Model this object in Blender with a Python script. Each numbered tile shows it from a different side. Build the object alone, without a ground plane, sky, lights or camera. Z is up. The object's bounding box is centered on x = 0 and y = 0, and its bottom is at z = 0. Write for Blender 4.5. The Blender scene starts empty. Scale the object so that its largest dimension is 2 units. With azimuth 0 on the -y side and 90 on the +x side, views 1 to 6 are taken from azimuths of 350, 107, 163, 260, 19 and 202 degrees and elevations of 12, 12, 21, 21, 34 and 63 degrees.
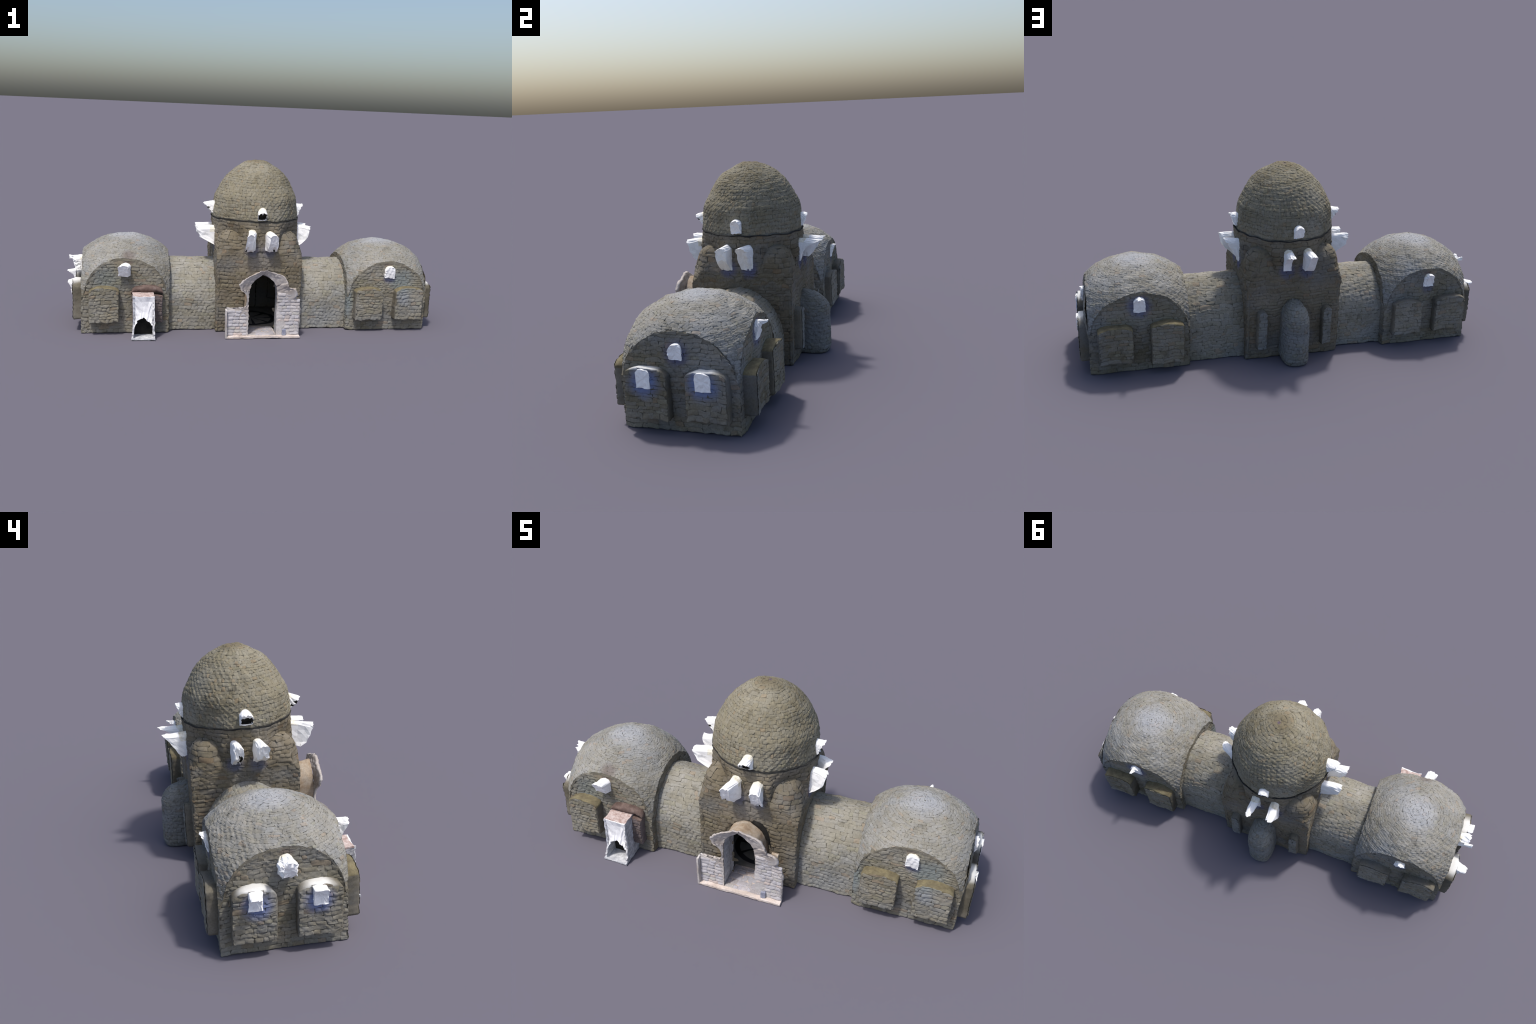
"""A small domed stone church: a central tower with a tall dome, two square side
chapels under flat sail vaults, barrel-vaulted passages between them, an apse,
an arched entrance, a bright little porch and pale window shafts sticking out."""
import bpy, math
import numpy as np

RNG = np.random.default_rng(7)
PI = math.pi

# ------------------------------------------------------------------ small tools
_w = np.random.default_rng(3)
WAVES = [(_w.normal(size=(6, 3)) * 2 * PI / lam, _w.uniform(0, 6.28, (6, 3)), _w.normal(size=(6, 3)), amp)
         for lam, amp in ((0.30, 0.0011), (0.12, 0.0009), (0.05, 0.0008), (0.026, 0.0004))]


def warp(P):
    """Gentle unevenness of old masonry, the same field for every part."""
    P = np.asarray(P, float)
    out = P.copy()
    for k, ph, d, amp in WAVES:
        for i in range(len(k)):
            out += amp * 0.6 * np.sin(P @ k[i] + ph[i, 0])[:, None] * d[i]
    out[:, 2] = np.maximum(out[:, 2], 0.0)
    return out


def make_object(name, verts, faces, mats, mat_index=None, parent=None, smooth=True, warped=True):
    V = np.asarray(verts, float)
    if warped:
        V = warp(V)
    me = bpy.data.meshes.new(name)
    sizes = np.array([len(f) for f in faces], dtype=np.int32)
    loops = np.concatenate([np.asarray(f, dtype=np.int32) for f in faces]) if len(faces) else np.zeros(0, np.int32)
    me.vertices.add(len(V))
    me.vertices.foreach_set("co", V.ravel())
    me.loops.add(len(loops))
    me.loops.foreach_set("vertex_index", loops)
    me.polygons.add(len(sizes))
    starts = np.concatenate([[0], np.cumsum(sizes)[:-1]]).astype(np.int32)
    me.polygons.foreach_set("loop_start", starts)
    me.polygons.foreach_set("loop_total", sizes)
    if mat_index is not None:
        me.polygons.foreach_set("material_index", np.asarray(mat_index, dtype=np.int32))
    me.polygons.foreach_set("use_smooth", np.full(len(sizes), smooth))
    me.update(calc_edges=True)
    me.validate()
    for m in mats:
        me.materials.append(m)
    ob = bpy.data.objects.new(name, me)
    bpy.context.collection.objects.link(ob)
    if parent is not None:
        ob.parent = parent
    return ob


class Build:
    """Collects vertices and faces of one part."""
    def __init__(self):
        self.v, self.f, self.m, self.n = [], [], [], 0

    def add(self, V, F, mat=0):
        V = np.asarray(V, float)
        self.v.append(V)
        o = self.n
        self.f.extend([[i + o for i in f] for f in F])
        self.m.extend([mat] * len(F) if np.isscalar(mat) else list(mat))
        self.n += len(V)

    def grid(self, P, mat=0, closed=False, flip=False):
        """P is (rows, cols, 3)."""
        r, c = P.shape[:2]
        F = []
        for i in range(r - 1):
            for j in range(c if closed else c - 1):
                a, b = i * c + j, i * c + (j + 1) % c
                q = [a, b, b + c, a + c]
                F.append(q[::-1] if flip else q)
        self.add(P.reshape(-1, 3), F, mat)

    def object(self, name, mats, parent=None, **kw):
        return make_object(name, np.concatenate(self.v), self.f, mats, self.m, parent, **kw)


def box(b, x0, x1, y0, y1, z0, z1, mat=0, n=(6, 6, 4), jag=0.0, rr=None):
    def face(o, u, w, nu, nw):
        g = np.zeros((nw, nu, 3))
        for i in range(nw):
            for j in range(nu):
                g[i, j] = o + u * j / (nu - 1) + w * i / (nw - 1)
        b.grid(g, mat)
    dx, dy, dz = np.array([x1 - x0, 0, 0.]), np.array([0, y1 - y0, 0.]), np.array([0, 0, z1 - z0])
    o = np.array([x0, y0, z0])
    face(o, dx, dz, n[0], n[2]); face(o + dx, dy, dz, n[1], n[2]); face(o + dx + dy, -dx, dz, n[0], n[2]); face(o + dy, -dy, dz, n[1], n[2])
    face(o + dz, dx, dy, n[0], n[1]); face(o + dy, dx, -dy, n[0], n[1])


# ------------------------------------------------------------------ masonry
FU = np.array([-1, -0.88, -0.62, -0.2, 0.2, 0.62, 0.88, 1.0])
FV = np.array([-1, -0.78, -0.45, 0.0, 0.45, 0.78, 1.0])


def lay_stones(surf, row_length, v0, v1, course, width, relief, rng, joint=0.0, keep=None, tilt=0.0, rough=0.0006,
               wob=0.0022, sink=0.0008, closed=False):
    """Courses of separate rounded stones laid over the surface surf(s, v) -> points, normals.
    s runs 0..1 along a course of row_length(v) metres, v is metres across the courses."""
    S0, S1, A, B, L = [], [], [], [], []
    v = v0
    while v < v1 - 0.2 * course:
        h = course * rng.uniform(0.68, 1.35)
        if v + h > v1 - 0.35 * course:
            h = v1 - v
        ln = max(row_length(v + h / 2), 1e-4)
        x = -rng.uniform(0, 1) * width
        if closed:                      # the joint of a ring course wanders from course to course
            start = x = rng.uniform(0, 1) * ln
            while x < start + ln - 1e-6:
                w = width * rng.choice([0.6, 0.8, 1.0, 1.25, 1.6], p=[.2, .25, .25, .2, .1]) * rng.uniform(.85, 1.15)
                b = x + w
                if start + ln - b < width * 0.4:
                    b = start + ln
                S0.append(x / ln); S1.append(b / ln); A.append(v); B.append(v + h); L.append(ln)
                x = b
            v += h
            continue
        while x < ln:
            w = width * rng.choice([0.6, 0.8, 1.0, 1.25, 1.6], p=[.2, .25, .25, .2, .1]) * rng.uniform(.85, 1.15)
            a, b = max(x, 0), min(x + w, ln)
            if b - a > width * 0.22:
                S0.append(a / ln); S1.append(b / ln); A.append(v); B.append(v + h); L.append(ln)
            x += w
        v += h
    S0, S1, A, B, L = map(np.array, (S0, S1, A, B, L))
    if keep is not None and len(S0):
        P, _ = surf((S0 + S1) / 2, (A + B) / 2)
        k = keep(P, (S0 + S1) / 2, (A + B) / 2)
        S0, S1, A, B, L = S0[k], S1[k], A[k], B[k], L[k]
    n = len(S0)
    if n == 0:
        return np.zeros((0, 3)), []
    nu, nv = len(FU), len(FV)
    fu = np.broadcast_to(FU[None, None, :], (n, nv, nu)).copy()
    fv = np.broadcast_to(FV[None, :, None], (n, nv, nu)).copy()
    r = lambda lo, hi: rng.uniform(lo, hi, (n, 1, 1))
    ku, kv = fu.copy(), fv.copy()
    fu = ku * (1 - 0.05 * kv ** 4) + r(-.14, .14) * kv + r(-.08, .08)
    fv = kv * (1 - 0.10 * ku ** 4 * r(.0, 1.5)) + r(-.22, .22) * ku + r(-.10, .10)
    hw = ((S1 - S0) / 2)[:, None, None] - joint / 2 / L[:, None, None]
    hh = ((B - A) / 2)[:, None, None] - joint / 2
    s = ((S0 + S1) / 2)[:, None, None] + fu * np.maximum(hw, 0.0003 / L[:, None, None])
    vv = ((A + B) / 2)[:, None, None] + fv * np.maximum(hh, 0.0003)
    edge = np.maximum(np.abs(ku), np.abs(kv))
    sv, vr = s.ravel(), vv.ravel()
    P, N = surf(sv, vr)
    # worn in places, rough in others; every side of a stone meets its neighbour at its own depth
    wear = (0.62 + 0.25 * np.sin(P @ np.array([23., 17., 29.]) + 1.0) + 0.22 * np.sin(P @ np.array([-41., 33., 19.]) + 2.1)
            + 0.18 * np.sin(P @ np.array([9., -61., 57.]))).clip(0.18, 1.3).reshape(n, nv, nu)
    side = np.where(np.abs(ku) >= np.abs(kv), np.where(ku > 0, r(0, .75), r(0, .75)), np.where(kv > 0, r(.2, 1.3), r(.2, 1.3)))
    prof = np.where(edge > 0.99, -1.0, np.where(edge > 0.7, 0.6, 1.0))
    base = 0.8 * relief * r(.15, 1.3) * wear
    H = np.where(prof < 0, -sink * side ** 1.5 * (0.35 + 0.65 * wear), base * prof + (tilt * kv + r(-.8, .8) * tilt * ku) * base * 1.3 + rng.normal(0, rough, prof.shape))
    # wavy courses
    ph = P @ np.array([31.0, 27.0, 3.0])
    P2, N = surf(sv, vr + wob * np.sin(ph) * 0.6 + wob * 0.5 * np.sin(2.7 * ph + 1.3))
    P2 = P2 + N * H.reshape(-1)[:, None]
    idx = np.arange(nv * nu).reshape(nv, nu)
    q = np.stack([idx[:-1, :-1], idx[:-1, 1:], idx[1:, 1:], idx[1:, :-1]], -1).reshape(-1, 4)
    F = (np.arange(n)[:, None, None] * (nv * nu) + q[None]).reshape(-1, 4)
    return P2, F


def rect_wall(O, a, normal, length, top, z0=0.0, bulge=0.0):
    """Upright wall: origin at its lower left, direction a, capped by top(l)."""
    O, a, normal = (np.array(t, float) for t in (O, a, normal))

    def surf(s, v):
        l = np.clip(s, 0, 1) * length
        z = np.minimum(v, top(l))
        P = O + a * l[:, None]
        if bulge:
            e = np.clip(1 - np.abs(2 * l / length - 1), 0, 1)
            P = P + normal * (bulge * np.clip(e * 4, 0, 1) * np.exp(-((z - 0.25) / 0.09) ** 2))[:, None]
        P[:, 2] = z
        return P, np.broadcast_to(normal, P.shape)
    surf.length, surf.top, surf.z0 = length, top, z0
    return surf


def wall_core(b, surf, nx=40, nz=24, depth=0.0025, mat=0, skip=None):
    s = np.linspace(0, 1, nx)
    P = np.zeros((nz, nx, 3))
    top = surf.top(s * surf.length)
    for i, t in enumerate(np.linspace(0, 1, nz)):
        p, n = surf(s, surf.z0 + (top - surf.z0) * t)
        P[i] = p - n * depth
    if skip is None:
        b.grid(P, mat)
        return
    c = nx
    F = []
    for i in range(nz - 1):
        for j in range(nx - 1):
            m = (P[i, j] + P[i + 1, j + 1]) / 2
            if not skip(m):
                F.append([i * c + j, i * c + j + 1, (i + 1) * c + j + 1, (i + 1) * c + j])
    b.add(P.reshape(-1, 3), F, mat)


def wall_stones(b, surf, course, width, relief, rng, skip=None, mat=0, **kw):
    zmax = float(np.max(surf.top(np.linspace(0, 1, 50) * surf.length)))

    def keep(P, s, v):
        k = v < surf.top(s * surf.length) - 0.001
        if skip is not None:
            k &= ~np.array([skip(p) for p in P])
        return k
    V, F = lay_stones(surf, lambda v: surf.length, surf.z0, zmax, course, width, relief, rng, keep=keep, **kw)
    if len(V):
        b.add(V, F.tolist(), mat)


# ------------------------------------------------------------------ materials
def new_mat(name, rough=0.9):
    m = bpy.data.materials.new(name)
    m.use_nodes = True
    nt = m.node_tree
    bs = nt.nodes["Principled BSDF"]
    bs.inputs["Roughness"].default_value = rough
    bs.inputs["Specular IOR Level"].default_value = 0.15
    return m, nt, bs


class N:
    """Terse node wiring."""
    def __init__(self, nt):
        self.nt = nt
        self.tc = nt.nodes.new("ShaderNodeTexCoord").outputs["Object"]

    def put(self, sock, val):
        if hasattr(val, "is_output") or isinstance(val, bpy.types.NodeSocket):
            self.nt.links.new(val, sock)
        elif isinstance(val, (tuple, list)) and len(val) == 3 and sock.type == 'RGBA':
            sock.default_value = (*val, 1)
        else:
            sock.default_value = val

    def noise(self, scale, detail=3, rough=0.55, vec=None, stretch=None):
        n = self.nt.nodes.new("ShaderNodeTexNoise")
        n.inputs["Scale"].default_value = scale
        n.inputs["Detail"].default_value = detail
        n.inputs["Roughness"].default_value = rough
        vec = vec or self.tc
        if stretch:
            mp = self.nt.nodes.new("ShaderNodeMapping")
            mp.inputs["Scale"].default_value = stretch
            self.nt.links.new(vec, mp.inputs["Vector"])
            vec = mp.outputs["Vector"]
        self.nt.links.new(vec, n.inputs["Vector"])
        return n.outputs["Fac"]

    def ramp(self, fac, stops):
        r = self.nt.nodes.new("ShaderNodeValToRGB")
        el = r.color_ramp.elements
        while len(el) < len(stops):
            el.new(0.5)
        for e, (p, c) in zip(el, stops):
            e.position = p
            e.color = (*c, 1) if isinstance(c, (tuple, list)) else (c, c, c, 1)
        self.nt.links.new(fac, r.inputs["Fac"])
        return r.outputs["Color"]

    def mix(self, fac, a, b, mode='MIX'):
        m = self.nt.nodes.new("ShaderNodeMix")
        m.data_type = 'RGBA'
        m.blend_type = mode
        self.put(m.inputs[0], fac)
        self.put(m.inputs[6], a)
        self.put(m.inputs[7], b)
        return m.outputs[2]

    def math(self, op, a, b=0.0, clamp=False):
        m = self.nt.nodes.new("ShaderNodeMath")
        m.operation = op
        m.use_clamp = clamp
        self.put(m.inputs[0], a)
        self.put(m.inputs[1], b)
        return m.outputs[0]

    def rng(self, val, f0, f1, t0=0.0, t1=1.0, smooth=True):
        m = self.nt.nodes.new("ShaderNodeMapRange")
        m.interpolation_type = 'SMOOTHSTEP' if smooth else 'LINEAR'
        self.put(m.inputs[0], val)
        for i, x in enumerate((f0, f1, t0, t1)):
            m.inputs[1 + i].default_value = x
        return m.outputs[0]

    def dist(self, p, stretch=(1, 1, 1)):
        v = self.nt.nodes.new("ShaderNodeVectorMath")
        v.operation = 'SUBTRACT'
        self.nt.links.new(self.tc, v.inputs[0])
        v.inputs[1].default_value = p
        w = self.nt.nodes.new("ShaderNodeVectorMath")
        w.operation = 'MULTIPLY'
        self.nt.links.new(v.outputs[0], w.inputs[0])
        w.inputs[1].default_value = stretch
        l = self.nt.nodes.new("ShaderNodeVectorMath")
        l.operation = 'LENGTH'
        self.nt.links.new(w.outputs[0], l.inputs[0])
        return l.outputs["Value"]

    def bump(self, bs, h, strength, dist):
        b = self.nt.nodes.new("ShaderNodeBump")
        b.inputs["Strength"].default_value = strength
        b.inputs["Distance"].default_value = dist
        self.nt.links.new(h, b.inputs["Height"])
        self.nt.links.new(b.outputs["Normal"], bs.inputs["Normal"])


def stone_mat(name, c1, c2, c3, odd=0.05, halos=(), patches=(), per_object=False, contrast=0.075, joint=False, bluish=0.5):
    """Weathered stone: large colour drift, a tone per stone, odd warm stones, fine grain.
    halos: (point, radius, colour, strength, stretch) window glow painted into the stone; patches take the same form."""
    m, nt, bs = new_mat(name)
    n = N(nt)
    drift = n.noise(5.5, 4, 0.6)
    col = n.ramp(drift, [(0.30, c1), (0.5, c2), (0.70, c3)])
    cool = n.noise(3.7, 5, 0.62, stretch=(1.0, 1.0, 1.4))
    col = n.mix(n.rng(cool, 0.47, 0.68, 0, bluish), col, tuple(sum(c2) / 3 * k for k in (0.98, 1.08, 1.20)))
    if per_object:
        isl = nt.nodes.new("ShaderNodeObjectInfo").outputs["Random"]
    else:
        isl = nt.nodes.new("ShaderNodeNewGeometry").outputs["Random Per Island"]
    wn = nt.nodes.new("ShaderNodeTexWhiteNoise")
    wn.noise_dimensions = '1D'
    nt.links.new(n.math('MULTIPLY', isl, 91.7), wn.inputs["W"])
    if not joint:
        tone = n.rng(isl, 0, 1, 1 - contrast, 1 + contrast, smooth=False)
        g = nt.nodes.new("ShaderNodeCombineColor")
        for i in range(3):
            nt.links.new(tone, g.inputs[i])
        col = n.mix(1.0, col, g.outputs[0], 'MULTIPLY')
        col = n.mix(n.rng(wn.outputs["Value"], 1 - odd, 1 - odd * 0.6, 0, 0.32), col, tuple(min(1, a * b) for a, b in zip(c3, (1.05, 0.80, 0.62))))
        col = n.mix(n.rng(wn.outputs["Value"], odd * 0.4, odd * 0.8, 0.35, 0), col, tuple(a * b for a, b in zip(c2, (1.0, 0.98, 0.62))))
        col = n.mix(n.rng(wn.outputs["Value"], 0.55, 0.5, 0, 0.22), col, tuple(a * b for a, b in zip(c3, (0.93, 1.0, 1.15))))
    blot = n.noise(17, 5, 0.62)
    col = n.mix(n.rng(blot, 0.42, 0.30, 0, 0.45), col, tuple(a * 0.5 for a in c1))
    rust = n.noise(8.5, 4, 0.6, stretch=(1.3, 0.8, 1.1))
    col = n.mix(n.rng(rust, 0.56, 0.74, 0, 0.22), col, tuple(a * b for a, b in zip(c2, (0.98, 0.84, 0.62))))
    grain = n.noise(150, 4, 0.65)
    col = n.mix(0.8, col, n.ramp(grain, [(0.25, 0.74), (0.5, 1.0), (0.78, 1.22)]), 'MULTIPLY')
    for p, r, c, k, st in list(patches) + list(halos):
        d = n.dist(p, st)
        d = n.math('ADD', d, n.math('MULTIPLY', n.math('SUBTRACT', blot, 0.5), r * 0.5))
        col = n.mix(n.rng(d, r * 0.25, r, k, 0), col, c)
    nt.links.new(col, bs.inputs["Base Color"])
    n.bump(bs, n.noise(260, 5, 0.7), 0.35, 0.0015)
    return m


def simple_mat(name, stops, scale=30, rough=0.9, bump=0.3, grain=(0.85, 1.12)):
    m, nt, bs = new_mat(name, rough)
    n = N(nt)
    col = n.ramp(n.noise(scale, 4, 0.6), stops)
    col = n.mix(1.0, col, n.ramp(n.noise(170, 4, 0.6), [(0.3, grain[0]), (0.7, grain[1])]), 'MULTIPLY')
    nt.links.new(col, bs.inputs["Base Color"])
    n.bump(bs, n.noise(200, 4, 0.65), bump, 0.0015)
    return m


# ------------------------------------------------------------------ layout (metres)
TC = np.array([0.011, 0.0])          # tower centre
TH = 0.226                           # half width of the tower
YK = 1.020                           # the tower is a little deeper than wide
RING_Z = 0.587                       # foot of the dome
CHAPELS = [dict(c=(0.7215, -0.003), h=0.2235, H=0.264, side=1), dict(c=(-0.6825, -0.003), h=0.2235, H=0.280, side=-1)]
SPRING = 0.200                       # springing of the chapel vaults
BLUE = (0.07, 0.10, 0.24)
PALE = (0.30, 0.33, 0.40)


def halo(p, r=0.07, k=0.55, c=BLUE):  # tints stone blue around a window, the glow baked into the scan
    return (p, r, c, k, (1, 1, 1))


W_E, W_W = 0.986, -0.950             # outer faces of the end niches
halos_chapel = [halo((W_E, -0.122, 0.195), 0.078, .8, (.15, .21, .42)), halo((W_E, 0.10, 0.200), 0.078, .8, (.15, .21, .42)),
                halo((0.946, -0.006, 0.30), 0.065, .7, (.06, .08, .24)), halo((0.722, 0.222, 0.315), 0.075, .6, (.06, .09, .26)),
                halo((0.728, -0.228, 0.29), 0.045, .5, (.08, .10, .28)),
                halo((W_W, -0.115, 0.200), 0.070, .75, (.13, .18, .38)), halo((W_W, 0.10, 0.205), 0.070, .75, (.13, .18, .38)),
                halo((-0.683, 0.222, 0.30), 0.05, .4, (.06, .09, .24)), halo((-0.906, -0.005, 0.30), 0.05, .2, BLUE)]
patch_chapel = [((0.80, -0.235, 0.27), 0.10, (0.20, 0.25, 0.27), .55, (1, 1, 1)), ((0.80, -0.262, 0.19), 0.06, (0.24, 0.27, 0.31), .6, (1, 1, 1)),
                ((0.50, -0.235, 0.15), 0.07, (0.18, 0.25, 0.29), .4, (1.5, 1, .5)),
                ((-0.78, -0.235, 0.29), 0.09, (0.17, 0.20, 0.20), .5, (1, 1, 1)), ((-0.67, -0.235, 0.385), 0.04, (0.10, 0.06, 0.06), .7, (1, 1, 1)),
                ((-0.905, -0.01, 0.375), 0.04, (0.10, 0.07, 0.065), .6, (1, 1, 1)), ((-0.68, 0.224, 0.385), 0.04, (0.11, 0.06, 0.055), .7, (1, 1, 1)),
                ((0.71, 0.222, 0.38), 0.045, (0.12, 0.08, 0.07), .6, (1, 1, 1)), ((0.715, -0.23, 0.375), 0.04, (0.12, 0.09, 0.085), .55, (1, 1, 1))]
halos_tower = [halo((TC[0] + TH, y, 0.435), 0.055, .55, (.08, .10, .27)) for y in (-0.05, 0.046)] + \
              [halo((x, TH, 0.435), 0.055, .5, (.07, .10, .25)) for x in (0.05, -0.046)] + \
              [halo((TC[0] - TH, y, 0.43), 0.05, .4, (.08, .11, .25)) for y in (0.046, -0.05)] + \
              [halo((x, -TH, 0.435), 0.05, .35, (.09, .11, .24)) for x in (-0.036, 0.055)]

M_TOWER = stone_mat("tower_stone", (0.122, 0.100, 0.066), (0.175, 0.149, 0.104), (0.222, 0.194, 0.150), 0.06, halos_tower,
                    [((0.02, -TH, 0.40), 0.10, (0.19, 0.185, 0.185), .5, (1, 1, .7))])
M_DOME = stone_mat("dome_stone", bluish=0.10, c1=(0.165, 0.143, 0.094), c2=(0.222, 0.199, 0.140), c3=(0.268, 0.248, 0.192), odd=0.05, halos=(),
                   patches=[((TC[0], 0, 0.893), 0.085, (0.15, 0.125, 0.078), .75, (1, 1, 1)), ((TC[0] + .005, 0.012, 0.894), 0.012, (0.10, 0.075, 0.12), .9, (1, 1, 1))])
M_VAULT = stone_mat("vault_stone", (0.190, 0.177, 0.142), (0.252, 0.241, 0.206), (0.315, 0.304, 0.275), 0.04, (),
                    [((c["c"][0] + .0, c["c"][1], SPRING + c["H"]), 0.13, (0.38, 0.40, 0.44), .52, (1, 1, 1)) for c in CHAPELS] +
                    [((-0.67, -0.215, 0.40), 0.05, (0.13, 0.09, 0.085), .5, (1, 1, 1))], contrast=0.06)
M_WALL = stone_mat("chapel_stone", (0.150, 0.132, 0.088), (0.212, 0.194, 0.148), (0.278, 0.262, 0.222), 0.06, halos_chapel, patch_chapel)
M_PASS = stone_mat("passage_stone", (0.190, 0.174, 0.130), (0.262, 0.247, 0.200), (0.320, 0.304, 0.265), 0.06, contrast=0.06)
M_APSE = stone_mat("apse_stone", (0.145, 0.14, 0.118), (0.195, 0.19, 0.168), (0.235, 0.235, 0.215), 0.05)
M_NICHE_DARK = stone_mat("doorway_niche_stone", (0.12, 0.095, 0.09), (0.17, 0.135, 0.125), (0.21, 0.175, 0.165), 0.08)
M_JOINT = stone_mat("mortar_joint", (0.13, 0.115, 0.085), (0.17, 0.155, 0.12), (0.21, 0.195, 0.16), joint=True)
M_OCHRE = simple_mat("ochre_lichen_stone", [(0.3, (0.12, 0.10, 0.06)), (0.5, (0.165, 0.142, 0.088)), (0.68, (0.22, 0.19, 0.11)), (0.8, (0.27, 0.25, 0.19))], 34)
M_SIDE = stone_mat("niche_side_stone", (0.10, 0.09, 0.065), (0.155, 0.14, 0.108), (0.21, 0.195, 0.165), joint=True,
                   patches=[((x, y, z), 0.078, (0.72, 0.72, 0.70), .95, (1, 1, 1)) for x, y, z in  # white spill of window light painted over the niche tops
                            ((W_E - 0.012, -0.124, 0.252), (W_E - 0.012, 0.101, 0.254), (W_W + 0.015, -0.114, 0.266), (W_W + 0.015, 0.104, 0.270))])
M_BROWN = simple_mat("brown_lintel_stone", [(0.3, (0.09, 0.06, 0.052)), (0.55, (0.16, 0.115, 0.10)), (0.75, (0.22, 0.17, 0.155))], 26)
M_WHITE = simple_mat("painted_glare_white", [(0.25, (0.72, 0.71, 0.70)), (0.42, (0.93, 0.93, 0.93)), (0.75, (0.97, 0.97, 0.97))], 34, bump=0.15, grain=(0.95, 1.05))  # near-white base colour carries the burnt-out daylight of the windows
M_CREAM = simple_mat("cream_window_white", [(0.25, (0.55, 0.50, 0.38)), (0.5, (0.86, 0.82, 0.70)), (0.75, (0.95, 0.94, 0.90))], 40, bump=0.2)
M_DARK = simple_mat("painted_darkness", [(0.3, (0.012, 0.011, 0.010)), (0.7, (0.03, 0.028, 0.025))], 40)
M_CABLE = simple_mat("dark_string_course", [(0.3, (0.018, 0.018, 0.018)), (0.7, (0.05, 0.048, 0.045))], 30)
M_PLASTER = simple_mat("grey_plaster", [(0.25, (0.33, 0.285, 0.255)), (0.5, (0.47, 0.435, 0.415)), (0.72, (0.62, 0.595, 0.585))], 16)
M_DOORSTONE = stone_mat("entrance_stone", (0.38, 0.34, 0.33), (0.49, 0.455, 0.45), (0.60, 0.575, 0.58), 0.14, per_object=True, contrast=0.15)
M_TUNNEL = simple_mat("rusty_vault_stone", [(0.25, (0.20, 0.13, 0.085)), (0.45, (0.36, 0.28, 0.20)), (0.7, (0.46, 0.40, 0.33))], 22)
M_SILL = simple_mat("pale_sill", [(0.3, (0.50, 0.42, 0.37)), (0.55, (0.62, 0.54, 0.49)), (0.75, (0.68, 0.63, 0.61))], 24)
M_PAVE = stone_mat("paving_stone", (0.30, 0.28, 0.29), (0.40, 0.37, 0.38), (0.48, 0.46, 0.49), 0.10)
M_PORCH = simple_mat("painted_overexposure_porch", [(0.28, (0.60, 0.60, 0.63)), (0.48, (0.88, 0.88, 0.90)), (0.7, (0.96, 0.96, 0.97))], 30, bump=0.2, grain=(0.93, 1.05))  # lightened to the overexposed white of the porch front
M_PORCHSIDE = simple_mat("grey_porch_stone", [(0.3, (0.30, 0.30, 0.32)), (0.5, (0.45, 0.45, 0.47)), (0.72, (0.66, 0.66, 0.68))], 46)
M_PINK = simple_mat("pink_brick_top", [(0.3, (0.33, 0.22, 0.19)), (0.5, (0.48, 0.38, 0.35)), (0.72, (0.66, 0.58, 0.56))], 60)


def wheel_floor_mat():
    """Inlaid floor: dark radial bands and rings on grey paving."""
    m, nt, bs = new_mat("inlaid_floor", 0.7)
    n = N(nt)
    sep = nt.nodes.new("ShaderNodeSeparateXYZ")
    nt.links.new(n.tc, sep.inputs[0])
    x = n.math('SUBTRACT', sep.outputs[0], TC[0])
    y = n.math('ADD', sep.outputs[1], 0.01)
    ang = n.math('ARCTAN2', y, x)
    rad = n.dist((TC[0], -0.01, 0.012))
    spoke = n.rng(n.math('ABSOLUTE', n.math('SINE', n.math('MULTIPLY', ang, 4.0))), 0.28, 0.36, 1, 0)
    ring = n.rng(n.math('ABSOLUTE', n.math('SUBTRACT', rad, 0.125)), 0.011, 0.014, 1, 0)
    inner = n.rng(rad, 0.125, 0.13, 1, 0)
    mask = n.math('MAXIMUM', n.math('MULTIPLY', spoke, inner), ring)
    base = n.ramp(n.noise(20, 4), [(0.3, (0.20, 0.19, 0.17)), (0.7, (0.30, 0.29, 0.27))])
    nt.links.new(n.mix(mask, base, (0.035, 0.035, 0.04)), bs.inputs["Base Color"])
    return m


M_WHEEL = wheel_floor_mat()

# ------------------------------------------------------------------ the building
church = bpy.data.objects.new("stone_church", None)
bpy.context.collection.objects.link(church)
church["label"] = "domed stone church with two vaulted side chapels and pale window shafts"
church["category"] = "church building"


def masonry(name, b, mat, parent):
    ob = b.object(name, [mat], parent)
    ob["kind"] = "stuff"
    return ob


# ---- tower: square body, corner shoulders, octagon
def in_door(p):
    return p[1] < -0.19 and -0.064 < p[0] < 0.104 and p[2] < 0.248 + 0.070 * math.sqrt(max(0, 1 - ((p[0] - 0.018) / 0.086) ** 2))


OCT = TH * math.tan(PI / 8)


def tower_top(l):
    d = np.abs(l - TH)
    return np.where(d < OCT, 0.426, 0.425 - (d - OCT) / (TH - OCT) * 0.062)


cx, cy = TC
tower_walls = [rect_wall((cx - TH, cy - TH * YK, 0), (1, 0, 0), (0, -1, 0), 2 * TH, tower_top),
               rect_wall((cx + TH, cy - TH * YK, 0), (0, YK, 0), (1, 0, 0), 2 * TH, tower_top),
               rect_wall((cx + TH, cy + TH * YK, 0), (-1, 0, 0), (0, 1, 0), 2 * TH, tower_top),
               rect_wall((cx - TH, cy + TH * YK, 0), (0, -YK, 0), (-1, 0, 0), 2 * TH, tower_top)]


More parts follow.
